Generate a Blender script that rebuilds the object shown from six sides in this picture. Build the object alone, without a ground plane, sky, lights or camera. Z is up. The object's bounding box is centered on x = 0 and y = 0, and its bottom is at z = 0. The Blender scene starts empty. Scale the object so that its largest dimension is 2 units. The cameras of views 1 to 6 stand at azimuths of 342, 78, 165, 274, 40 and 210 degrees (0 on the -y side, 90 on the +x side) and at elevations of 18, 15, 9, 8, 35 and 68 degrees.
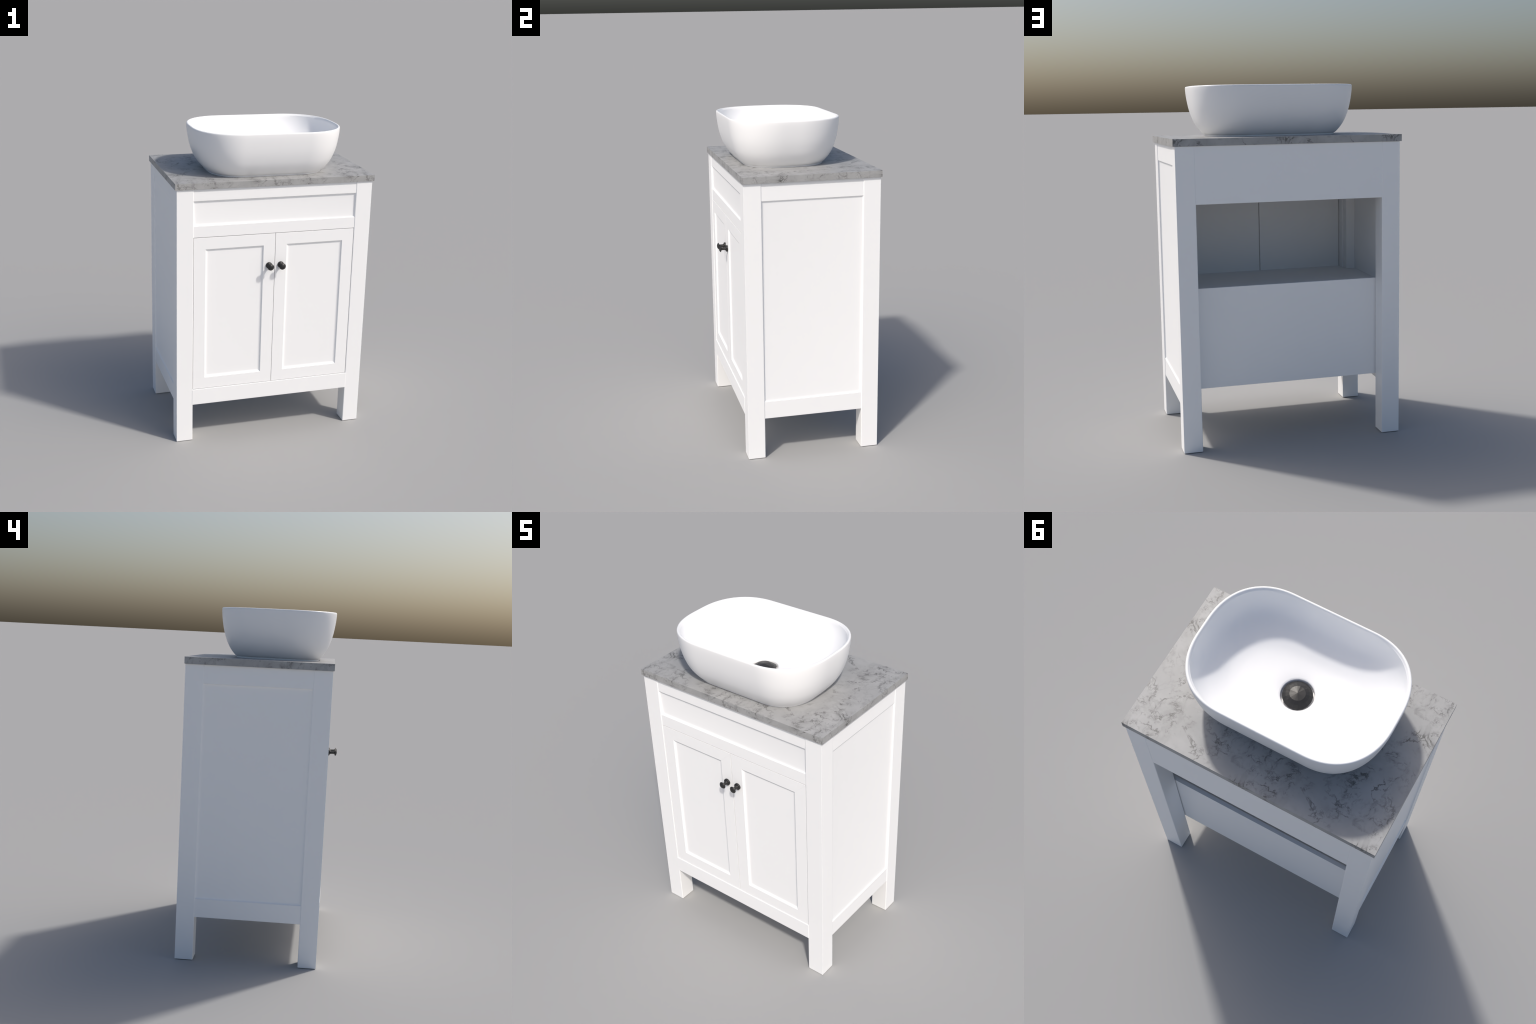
import bpy, bmesh, math, random
from mathutils import Vector

# ------------------------------------------------------------------ sizes (metres)
LEG_X, LEG_IN_X = 0.6296, 0.5250          # outer / inner x of the legs
FRONT_Y, FRONT_IN_Y = -0.3796, -0.2765    # front legs
BACK_Y, BACK_IN_Y = 0.4270, 0.3238        # back legs
BODY_TOP = 1.6780
SLAB = (-0.6400, 0.6400, -0.3870, 0.4315, 1.6785, 1.7172)
RECESS = 0.0030                           # rails sit this far behind the legs
APRON_BOT, APRON_TOP = 0.2525, 0.3580
DOOR_BOT, DOOR_TOP = 0.3612, 1.3723
GAP = 0.0034

scene_col = bpy.context.scene.collection


# ------------------------------------------------------------------ node helpers
def new_mat(name):
    m = bpy.data.materials.new(name)
    m.use_nodes = True
    nt = m.node_tree
    b = nt.nodes["Principled BSDF"]
    return m, nt, b


def math_node(nt, op, a, b=None, clamp=False):
    n = nt.nodes.new("ShaderNodeMath")
    n.operation = op
    n.use_clamp = clamp
    for i, v in enumerate((a, b)):
        if v is None:
            continue
        if isinstance(v, (int, float)):
            n.inputs[i].default_value = v
        else:
            nt.links.new(v, n.inputs[i])
    return n.outputs[0]


def smooth_range(nt, v, lo, hi, out_lo=0.0, out_hi=1.0):
    n = nt.nodes.new("ShaderNodeMapRange")
    n.interpolation_type = 'SMOOTHSTEP'
    n.clamp = True
    nt.links.new(v, n.inputs["Value"])
    n.inputs["From Min"].default_value = lo
    n.inputs["From Max"].default_value = hi
    n.inputs["To Min"].default_value = out_lo
    n.inputs["To Max"].default_value = out_hi
    return n.outputs["Result"]


def painted_wood():
    m, nt, b = new_mat("white_paint")
    tc = nt.nodes.new("ShaderNodeTexCoord")
    noise = nt.nodes.new("ShaderNodeTexNoise")
    noise.inputs["Scale"].default_value = 7.0
    noise.inputs["Detail"].default_value = 3.0
    nt.links.new(tc.outputs["Object"], noise.inputs["Vector"])
    mix = nt.nodes.new("ShaderNodeMix")
    mix.data_type = 'RGBA'
    nt.links.new(noise.outputs["Fac"], mix.inputs["Factor"])
    mix.inputs["A"].default_value = (*PAINT_A, 1)
    mix.inputs["B"].default_value = (*PAINT_B, 1)
    nt.links.new(mix.outputs["Result"], b.inputs["Base Color"])
    b.inputs["Roughness"].default_value = 0.5
    return m


def ceramic():
    m, nt, b = new_mat("white_ceramic")
    b.inputs["Base Color"].default_value = (*CERAMIC, 1)
    b.inputs["Roughness"].default_value = 0.35
    return m


def black_metal(name, rough, col):
    m, nt, b = new_mat(name)
    b.inputs["Base Color"].default_value = (*col, 1)
    b.inputs["Metallic"].default_value = 0.0
    b.inputs["Roughness"].default_value = rough
    return m


def marble():
    """Grey marble whose pattern repeats like a printed laminate: the plane is
    wrapped on a 4-D torus, so the noise is periodic in both directions."""
    m, nt, b = new_mat("grey_marble")
    N, L = nt.nodes, nt.links
    tc = N.new("ShaderNodeTexCoord")
    sep = N.new("ShaderNodeSeparateXYZ")
    L.new(tc.outputs["Object"], sep.inputs[0])
    # the edges carry the pattern of the top folded down over them
    nsep = N.new("ShaderNodeSeparateXYZ")
    L.new(tc.outputs["Normal"], nsep.inputs[0])
    nx = math_node(nt, 'ABSOLUTE', nsep.outputs["X"])
    ny = math_node(nt, 'ABSOLUTE', nsep.outputs["Y"])
    u0 = math_node(nt, 'ADD', sep.outputs["X"], math_node(nt, 'MULTIPLY', nx, sep.outputs["Z"]))
    v0 = math_node(nt, 'ADD', sep.outputs["Y"], math_node(nt, 'MULTIPLY', ny, sep.outputs["Z"]))
    # gentle warp of the plane before wrapping keeps the veins from being straight
    PU, PV = MARBLE_PERIOD
    au = math_node(nt, 'MULTIPLY', u0, 2 * math.pi / PU)
    av = math_node(nt, 'MULTIPLY', v0, 2 * math.pi / PV)
    cu = math_node(nt, 'MULTIPLY', math_node(nt, 'COSINE', au), PU / (2 * math.pi))
    su = math_node(nt, 'MULTIPLY', math_node(nt, 'SINE', au), PU / (2 * math.pi))
    cv = math_node(nt, 'MULTIPLY', math_node(nt, 'COSINE', av), PV / (2 * math.pi))
    sv = math_node(nt, 'MULTIPLY', math_node(nt, 'SINE', av), PV / (2 * math.pi))
    comb = N.new("ShaderNodeCombineXYZ")
    L.new(cu, comb.inputs[0]); L.new(su, comb.inputs[1]); L.new(cv, comb.inputs[2])

    def noise(scale, detail, rough, dist, seed):
        n = N.new("ShaderNodeTexNoise")
        n.noise_dimensions = '4D'
        add = N.new("ShaderNodeVectorMath"); add.operation = 'ADD'
        add.inputs[1].default_value = (seed * 3.7, seed * 1.3, -seed * 2.1)
        L.new(comb.outputs[0], add.inputs[0])
        L.new(add.outputs[0], n.inputs["Vector"])
        L.new(math_node(nt, 'ADD', sv, seed * 0.9), n.inputs["W"])
        n.inputs["Scale"].default_value = scale
        n.inputs["Detail"].default_value = detail
        n.inputs["Roughness"].default_value = rough
        n.inputs["Distortion"].default_value = dist
        return n.outputs["Fac"]

    def vein(scale, detail, rough, dist, seed, level, width):
        f = noise(scale, detail, rough, dist, seed)
        d = math_node(nt, 'ABSOLUTE', math_node(nt, 'SUBTRACT', f, level))
        return smooth_range(nt, d, 0.0, width, 1.0, 0.0)

    clusters = smooth_range(nt, noise(7.0, 3.0, 0.55, 0.3, 5.0), 0.46, 0.59)
    lines_mask = smooth_range(nt, noise(4.5, 2.0, 0.5, 0.0, 9.0), 0.34, 0.50)
    # veins fade in and out along their run
    broken = smooth_range(nt, noise(13.0, 3.0, 0.55, 0.2, 13.0), 0.40, 0.58, 0.12, 1.0)
    long_vein = math_node(nt, 'MULTIPLY', vein(4.6, 7.0, 0.58, 0.4, 1.0, 0.5, 0.015), lines_mask)
    crackle = math_node(nt, 'MULTIPLY', vein(8.5, 7.0, 0.57, 1.0, 2.0, 0.5, 0.030), clusters)
    fine = math_node(nt, 'MULTIPLY', vein(14.0, 6.0, 0.56, 0.8, 3.0, 0.48, 0.026), clusters)
    smudge = smooth_range(nt, noise(21.0, 5.0, 0.64, 0.5, 7.0), 0.53, 0.73)
    dark = math_node(nt, 'MAXIMUM', math_node(nt, 'MULTIPLY', long_vein, 0.92),
                     math_node(nt, 'MULTIPLY', crackle, 0.95))
    dark = math_node(nt, 'MAXIMUM', dark, math_node(nt, 'MULTIPLY', fine, 0.60))
    dark = math_node(nt, 'MULTIPLY', dark, broken)
    soft = math_node(nt, 'MULTIPLY', smudge, 0.40)
    halo = math_node(nt, 'MULTIPLY',
                     math_node(nt, 'MULTIPLY', vein(8.5, 7.0, 0.57, 1.0, 2.0, 0.5, 0.11), clusters), 0.18)
    soft = math_node(nt, 'MAXIMUM', soft, halo)
    # broad clouding of the ground colour
    cloud = N.new("ShaderNodeMix"); cloud.data_type = 'RGBA'
    L.new(smooth_range(nt, noise(8.0, 4.0, 0.55, 0.2, 11.0), 0.36, 0.66), cloud.inputs["Factor"])
    cloud.inputs["A"].default_value = (*STONE_LIGHT, 1)
    cloud.inputs["B"].default_value = (*STONE_MID, 1)
    tot = math_node(nt, 'MAXIMUM', dark, soft, True)
    mix = N.new("ShaderNodeMix"); mix.data_type = 'RGBA'
    L.new(tot, mix.inputs["Factor"])
    L.new(cloud.outputs["Result"], mix.inputs["A"])
    mix.inputs["B"].default_value = (*STONE_VEIN, 1)
    L.new(mix.outputs["Result"], b.inputs["Base Color"])
    b.inputs["Roughness"].default_value = 0.5
    return m


PAINT_A, PAINT_B = (0.978, 0.978, 0.978), (0.990, 0.990, 0.990)
CERAMIC = (0.960, 0.960, 0.962)
STONE_LIGHT, STONE_MID, STONE_VEIN = (0.412, 0.412, 0.411), (0.362, 0.362, 0.362), (0.105, 0.104, 0.100)
MARBLE_PERIOD = (0.605, 0.605)

MAT_PAINT = painted_wood()
MAT_CERAMIC = ceramic()
MAT_STONE = marble()
MAT_KNOB = black_metal("black_knob_metal", 0.45, (0.018, 0.018, 0.018))
MAT_DRAIN = black_metal("black_drain_metal", 0.42, (0.024, 0.0235, 0.023))


# ------------------------------------------------------------------ mesh helpers
def add_object(name, bm, mat, parent, origin, smooth_angle=None):
    o = Vector(origin)

    bmesh.ops.translate(bm, verts=bm.verts, vec=-o)
    bmesh.ops.recalc_face_normals(bm, faces=bm.faces)
    me = bpy.data.meshes.new(name)
    if smooth_angle is not None:
        for f in bm.faces:
            f.smooth = True
        for e in bm.edges:
            if len(e.link_faces) == 2 and e.calc_face_angle(0.0) > smooth_angle:
                e.smooth = False
    bm.to_mesh(me)
    bm.free()
    me.materials.append(mat)
    ob = bpy.data.objects.new(name, me)
    scene_col.objects.link(ob)
    place(ob, parent, o)
    return ob


WORLD = {}


def place(ob, parent, world):
    """Parent an object and put its origin at a world position."""
    world = Vector(world)
    WORLD[ob.name] = world
    if parent is not None:
        ob.parent = parent
        ob.location = world - WORLD[parent.name]
    else:
        ob.location = world


def box_bm(x0, x1, y0, y1, z0, z1, bevel=0.0015, segments=2):
    bm = bmesh.new()
    bmesh.ops.create_cube(bm, size=1.0)
    for v in bm.verts:
        v.co = Vector((x0 + (v.co.x + 0.5) * (x1 - x0),
                       y0 + (v.co.y + 0.5) * (y1 - y0),
                       z0 + (v.co.z + 0.5) * (z1 - z0)))
    if bevel > 0:
        bmesh.ops.bevel(bm, geom=list(bm.edges), offset=bevel, segments=segments,
                        profile=0.5, affect='EDGES')
    return bm


def box(name, parent, x0, x1, y0, y1, z0, z1, bevel=0.0012, mat=None, segments=2):
    bm = box_bm(x0, x1, y0, y1, z0, z1, bevel, segments)
    return add_object(name, bm, mat or MAT_PAINT, parent,
                      ((x0 + x1) / 2, (y0 + y1) / 2, (z0 + z1) / 2))


def frame_to_world(plane, a, b, depth):
    """plane = ('front'|'left'|'right', surface position); a runs along the
    face, b is the height, depth is measured into the body."""
    kind, pos = plane
    if kind == 'front':
        return Vector((a, pos + depth, b))
    if kind == 'right':
        return Vector((pos - depth, a, b))
    return Vector((pos + depth, a, b))


def cove(width, depth, steps=5):
    """Hollow moulding: starts steep at the arris and flattens out on the field."""
    return [(width * (1 - math.cos(t)) * 0.75 + width * 0.25 * k / steps,
             depth * math.sin(t))
            for k, t in ((k, math.pi / 2 * k / steps) for k in range(1, steps + 1))]


def sunk_panel(name, parent, plane, a0, a1, b0, b1, slope, depth, thick):
    """A recessed panel: flat field joined to its rim by a chamfered moulding."""
    bm = bmesh.new()

    def ring(inset, d):
        return [bm.verts.new(frame_to_world(plane, a, b, d)) for a, b in
                ((a0 + inset, b0 + inset), (a1 - inset, b0 + inset),
                 (a1 - inset, b1 - inset), (a0 + inset, b1 - inset))]
    rings = [ring(0, thick), ring(0, 0.0)] + [ring(i, d) for i, d in cove(slope, depth)]
    for r, s in zip(rings, rings[1:]):
        for i in range(4):
            bm.faces.new((r[i], r[(i + 1) % 4], s[(i + 1) % 4], s[i]))
    bm.faces.new(rings[-1])
    bm.faces.new(rings[0])
    c = frame_to_world(plane, (a0 + a1) / 2, (b0 + b1) / 2, thick / 2)
    return add_object(name, bm, MAT_PAINT, parent, c, math.radians(32))


def mitred_member(name, parent, corners, side, width, slope, depth, thick, y_front):
    """One member of a mitred door frame. The section (inset from the outer edge,
    depth behind the face) has a chamfer on its inner edge; both ends are cut at 45."""
    (x0, x1, z0, z1) = corners
    ease = 0.0006
    sect = [(0.0, thick), (0.0, ease), (ease, 0.0), (width - slope, 0.0)]
    sect += [(width - slope + i, d + 0.0002) for i, d in cove(slope, depth)]
    sect += [(width + 0.0005, depth + 0.0020), (width, thick)]
    bm = bmesh.new()
    ends = []
    cut = 0.00008
    for end in (0, 1):
        vs = []
        for u, d in sect:
            if side == 'bottom':
                p = (x0 + u + cut if end == 0 else x1 - u - cut, z0 + u)
            elif side == 'top':
                p = (x0 + u + cut if end == 0 else x1 - u - cut, z1 - u)
            elif side == 'left':
                p = (x0 + u, z0 + u + cut if end == 0 else z1 - u - cut)
            else:
                p = (x1 - u, z0 + u + cut if end == 0 else z1 - u - cut)
            vs.append(bm.verts.new((p[0], y_front + d, p[1])))
        ends.append(vs)
    n = len(sect)
    for i in range(n):
        bm.faces.new((ends[0][i], ends[0][(i + 1) % n], ends[1][(i + 1) % n], ends[1][i]))
    bm.faces.new(ends[0])
    bm.faces.new(ends[1])
    c = sum((v.co for v in bm.verts), Vector()) / len(bm.verts)
    return add_object(name, bm, MAT_PAINT, parent, c, math.radians(32))


def lathe_bm(profile, segments, axis):
    """Spin (radius, height) points round an axis: 'z' upward or 'y' toward -y."""
    bm = bmesh.new()
    rings = []
    for r, h in profile:
        if r < 1e-6:
            co = (0, 0, h) if axis == 'z' else (0, h, 0)
            rings.append([bm.verts.new(co)])
        else:
            ring = []
            for k in range(segments):
                t = 2 * math.pi * k / segments
                c, s = r * math.cos(t), r * math.sin(t)
                ring.append(bm.verts.new((c, s, h) if axis == 'z' else (c, h, s)))
            rings.append(ring)
    for a, b in zip(rings, rings[1:]):
        for k in range(segments):
            k2 = (k + 1) % segments
            if len(a) == 1:
                bm.faces.new((a[0], b[k], b[k2]))
            elif len(b) == 1:
                bm.faces.new((a[k], a[k2], b[0]))
            else:
                bm.faces.new((a[k], a[k2], b[k2], b[k]))
    return bm


# ------------------------------------------------------------------ the vanity
vanity = bpy.data.objects.new("bathroom_vanity", None)
scene_col.objects.link(vanity)
place(vanity, None, (0, 0, 0))
vanity["label"] = "white bathroom vanity cabinet with grey marble top and vessel basin"
vanity["category"] = "bathroom vanity"

# --- legs: four square posts, full height, lightly rounded arrises
for sx in (-1, 1):
    for sy, (y0, y1) in ((-1, (FRONT_Y, FRONT_IN_Y)), (1, (BACK_IN_Y, BACK_Y))):
        xa, xb = sorted((sx * LEG_X, sx * LEG_IN_X))
        bm = box_bm(xa, xb, y0, y1, 0.0, BODY_TOP, 0.0)
        cx, cy = (xa + xb) / 2, (y0 + y1) / 2
        # the two arrises that meet the rails are eased, the others nearly sharp
        eased = []
        for e in bm.edges:
            p, q = e.verts
            if abs(p.co.x - q.co.x) < 1e-6 and abs(p.co.y - q.co.y) < 1e-6:
                if ((p.co.x - cx) * sx > 0) != ((p.co.y - cy) * sy > 0):
                    eased.append(e)
        bmesh.ops.bevel(bm, geom=eased, offset=0.0038, segments=2, profile=0.5, affect='EDGES')
        rest = [e for e in bm.edges if len(e.link_faces) == 2 and e.calc_face_angle(0) > 1.2]
        bmesh.ops.bevel(bm, geom=rest, offset=0.0008, segments=1, affect='EDGES')
        add_object("leg", bm, MAT_PAINT, vanity, (cx, cy, BODY_TOP / 2))

# --- front: drawer-like top frieze (rail, sunk panel, rail), doors, apron
RX = LEG_IN_X + 0.0008               # rails are let into the posts
YF = FRONT_Y + RECESS
RAIL_T = 0.034
FR_TOP, FR_BOT = 1.6045, 1.4460
box("front_rail", vanity, -RX, RX, YF, YF + RAIL_T, FR_TOP, BODY_TOP, 0.0010)
box("front_rail", vanity, -RX, RX, YF, YF + RAIL_T, DOOR_TOP + GAP, FR_BOT, 0.0004)
# the apron stands a hair proud of the posts and laps over their inner arrises
box("front_apron", vanity, -RX - 0.0035, RX + 0.0035, FRONT_Y - 0.0015, YF + RAIL_T, APRON_BOT, APRON_TOP, 0.0012)
sunk_panel("front_panel", vanity, ('front', YF + 0.0005), -RX, RX, FR_BOT + 0.0002, FR_TOP - 0.0002,
           0.0165, 0.0090, RAIL_T - 0.004)

knob_profile = [(0, 0.0010), (0.0205, 0.0010), (0.0205, -0.0095), (0.0194, -0.0110), (0.0152, -0.0124),
                (0.0120, -0.0145), (0.0099, -0.0180), (0.0093, -0.0225), (0.0093, -0.0345),
                (0.0099, -0.0395), (0.0116, -0.0420), (0.0152, -0.0440), (0.0204, -0.0452),
                (0.0211, -0.0459), (0.0192, -0.0486), (0.0156, -0.0520), (0.0110, -0.0545),
                (0.0058, -0.0560), (0, -0.0566)]
knob_mesh = None
DOOR_IN = 0.0014
for sx in (-1, 1):
    xa, xb = DOOR_IN, LEG_IN_X - 0.0022
    x0, x1 = (xa, xb) if sx > 0 else (-xb, -xa)
    W = 0.0745
    THICK = 0.0370
    # the field of the door is its main board; the mitred members sit round it
    door = box("door", vanity, x0 + 0.0008, x1 - 0.0008, YF + 0.0092, YF + THICK,
               DOOR_BOT + 0.0008, DOOR_TOP - 0.0008, 0.0008)
    for side, nm in (('left', "door_stile"), ('right', "door_stile"),
                     ('top', "door_rail"), ('bottom', "door_rail")):
        mitred_member(nm, door, (x0, x1, DOOR_BOT, DOOR_TOP), side, W + 0.0170, 0.0170, 0.0090,
                      THICK - 0.010, YF)
    kp = (sx * 0.0385, -0.4316 + 0.0566, 1.1650)
    if knob_mesh is None:
        bm = lathe_bm(knob_profile, 40, 'y')
        kn = add_object("knob", bm, MAT_KNOB, None, (0, 0, 0), math.radians(50))
        knob_mesh = kn.data
    else:
        kn = bpy.data.objects.new("knob", knob_mesh)
        scene_col.objects.link(kn)
    place(kn, door, kp)

# --- sides: top rail, bottom rail, sunk panel, inner lining, corner batten
SIDE_TOP, SIDE_BOT = 1.5745, 0.3595
for sx, face in ((-1, 'left'), (1, 'right')):
    out = LEG_X - RECESS
    inn = 0.5890
    ya, yb = FRONT_IN_Y - 0.0008, BACK_IN_Y + 0.0008
    xo, xi = sx * out, sx * inn
    lo, hi = min(xo, xi), max(xo, xi)
    box("side_rail", vanity, lo, hi, ya, yb, SIDE_TOP, BODY_TOP, 0.0010)
    box("side_rail", vanity, lo, hi, ya, yb, APRON_BOT, SIDE_BOT, 0.0012)
    sunk_panel("side_panel", vanity, (face, sx * (out - 0.0005)), ya, yb, SIDE_BOT + 0.0002,
               SIDE_TOP - 0.0002, 0.0160, 0.0070, out - inn - 0.0005)
    b0, b1 = sorted((sx * 0.5320, sx * 0.5885))
    box("corner_batten", vanity, b0, b1, FRONT_IN_Y + 0.0006, -0.2150, 0.8630, BODY_TOP - 0.001, 0.001)

# --- back: upper board flush with the legs, lower board behind the legs, shelf, bottom
box("back_rail", vanity, -RX, RX, BACK_Y - 0.030, BACK_Y - 0.0015, 1.3690, BODY_TOP, 0.0008)
box("back_panel", vanity, -0.5880, 0.5880, 0.2960, 0.3185, 0.3265, 0.8950, 0.0008)
box("shelf", vanity, -0.5882, 0.5882, FRONT_Y + 0.0415, 0.2955, 0.8420, 0.8620, 0.0006)
box("bottom_board", vanity, -0.5882, 0.5882, FRONT_Y + 0.0415, 0.2955, 0.3290, 0.3490, 0.0006)

# --- marble slab
box("countertop", vanity, *SLAB, bevel=0.0004, mat=MAT_STONE)

# ------------------------------------------------------------------ basin
BX, BY = 0.0003, -0.0478           # centre of the rim
RIM_A, RIM_B = 0.4769, 0.3346      # half sizes of the rim
QN = 44                            # points per quarter


def plan_ring(z, off, inside=False, circle=None, blend=0.0):
    """Rounded-rectangle plan of the bowl at height z, drawn in by 'off'; may be
    blended toward a circle (the waste hole)."""
    f = (2.0 - z) / 0.272
    A = RIM_A - off * 1.105 - (0.006 * math.sin(min(1.0, off / 0.12) * math.pi) if inside else 0.0)
    B = RIM_B - off * (1.0 if inside else 0.98)
    soften = max(0.0, 1.0 - 1.2 * off / 0.15) if inside else 1 - 0.17 * f ** 3
    SX = min(0.1885 * (1 + 0.12 * f) * soften, 0.75 * A)
    SY = min(0.033 * (1 + 0.35 * f) * soften, 0.5 * B)
    p = 2.0 / 2.28
    pts = []
    for q in range(4):
        for i in range(QN):
            # cosine of an eased parameter spreads the points along the corner
            t = (i / QN) * math.pi / 2
            if q % 2 == 1:
                t = math.pi / 2 - t
            x = SX + (A - SX) * max(0.0, math.cos(t)) ** p
            y = SY + (B - SY) * max(0.0, math.sin(t)) ** p
            if i == 0 and q % 2 == 0:
                y = 0.0 if SY == 0 else y * 0.0
            if i == 0 and q % 2 == 1:
                x = 0.0
            sgx = 1 if q in (0, 3) else -1
            sgy = 1 if q in (0, 1) else -1
            px, py = sgx * x, sgy * y
            if blend > 0:
                ang = math.atan2(py / B, px / A)
                cxp, cyp = circle * math.cos(ang), circle * math.sin(ang)
                px = px * (1 - blend) + cxp * blend
                py = py * (1 - blend) + cyp * blend
            pts.append((BX + px, BY + py - 0.0010 * f, z))
    return pts


outer = [(SLAB[5] + 0.0001, 0.0960), (1.7250, 0.0952), (1.7265, 0.0935), (1.7280, 0.0895), (1.7310, 0.0862),
         (1.7370, 0.0806), (1.7450, 0.0738), (1.7550, 0.0662), (1.7670, 0.0580), (1.7800, 0.0502),
         (1.7950, 0.0424), (1.8100, 0.0358), (1.8270, 0.0298), (1.8450, 0.0238), (1.8650, 0.0182),
         (1.8850, 0.0136), (1.9050, 0.0098), (1.9250, 0.0066), (1.9450, 0.0038), (1.9620, 0.0018),
         (1.9780, 0.0005), (1.9900, 0.0)]
lip = []
LR = 0.0066
for k in range(1, 12):
    t = math.pi * k / 12
    lip.append((1.9934 + LR * math.sin(t), LR - LR * math.cos(t)))
inner = [(1.9900, 0.0133), (1.9780, 0.0139), (1.9620, 0.0156), (1.9450, 0.0184), (1.9270, 0.0226),
         (1.9100, 0.0282), (1.8930, 0.0356), (1.8780, 0.0442), (1.8640, 0.0544), (1.8520, 0.0656),
         (1.8400, 0.0790), (1.8285, 0.0935), (1.8180, 0.1095), (1.8090, 0.1280), (1.8030, 0.1440)]
bm = bmesh.new()
rings = [plan_ring(z, o) for z, o in outer + lip]
rings += [plan_ring(z, o, True) for z, o in inner]
for bl, r, z in ((0.25, 0.155, 1.7975), (0.55, 0.128, 1.7920), (0.82, 0.104, 1.7863),
                 (1.0, 0.0880, 1.7815), (1.0, 0.0800, 1.7788), (1.0, 0.0780, 1.7765),
                 (1.0, 0.0775, 1.7550), (1.0, 0.0300, 1.7530)):
    rings.append(plan_ring(z, 0.150, True, r, bl))
rv = [[bm.verts.new(p) for p in ring] for ring in rings]
cnt = len(rv[0])
for a, b_ in zip(rv, rv[1:]):
    for i in range(cnt):
        j = (i + 1) % cnt
        bm.faces.new((a[i], a[j], b_[j], b_[i]))
bm.faces.new(rv[-1])
bm.faces.new(rv[0])
basin = add_object("basin", bm, MAT_CERAMIC, vanity, (BX, BY, SLAB[5]), math.radians(40))

# --- waste cover: a low faceted dome sitting just inside the hole
bm = lathe_bm([(0, 1.7540), (0.0660, 1.7560), (0.0690, 1.7700), (0.0705, 1.7745), (0.0545, 1.7860),
               (0.0370, 1.7933), (0.0, 1.7985)], 18, 'z')
rng = random.Random(4)
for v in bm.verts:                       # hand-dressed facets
    if 1.780 < v.co.z < 1.798:
        v.co.z += rng.uniform(-0.0007, 0.0007)
bmesh.ops.translate(bm, verts=bm.verts, vec=(BX, BY - 0.001, 0))
add_object("drain_cover", bm, MAT_DRAIN, basin, (BX, BY - 0.001, 1.7745))
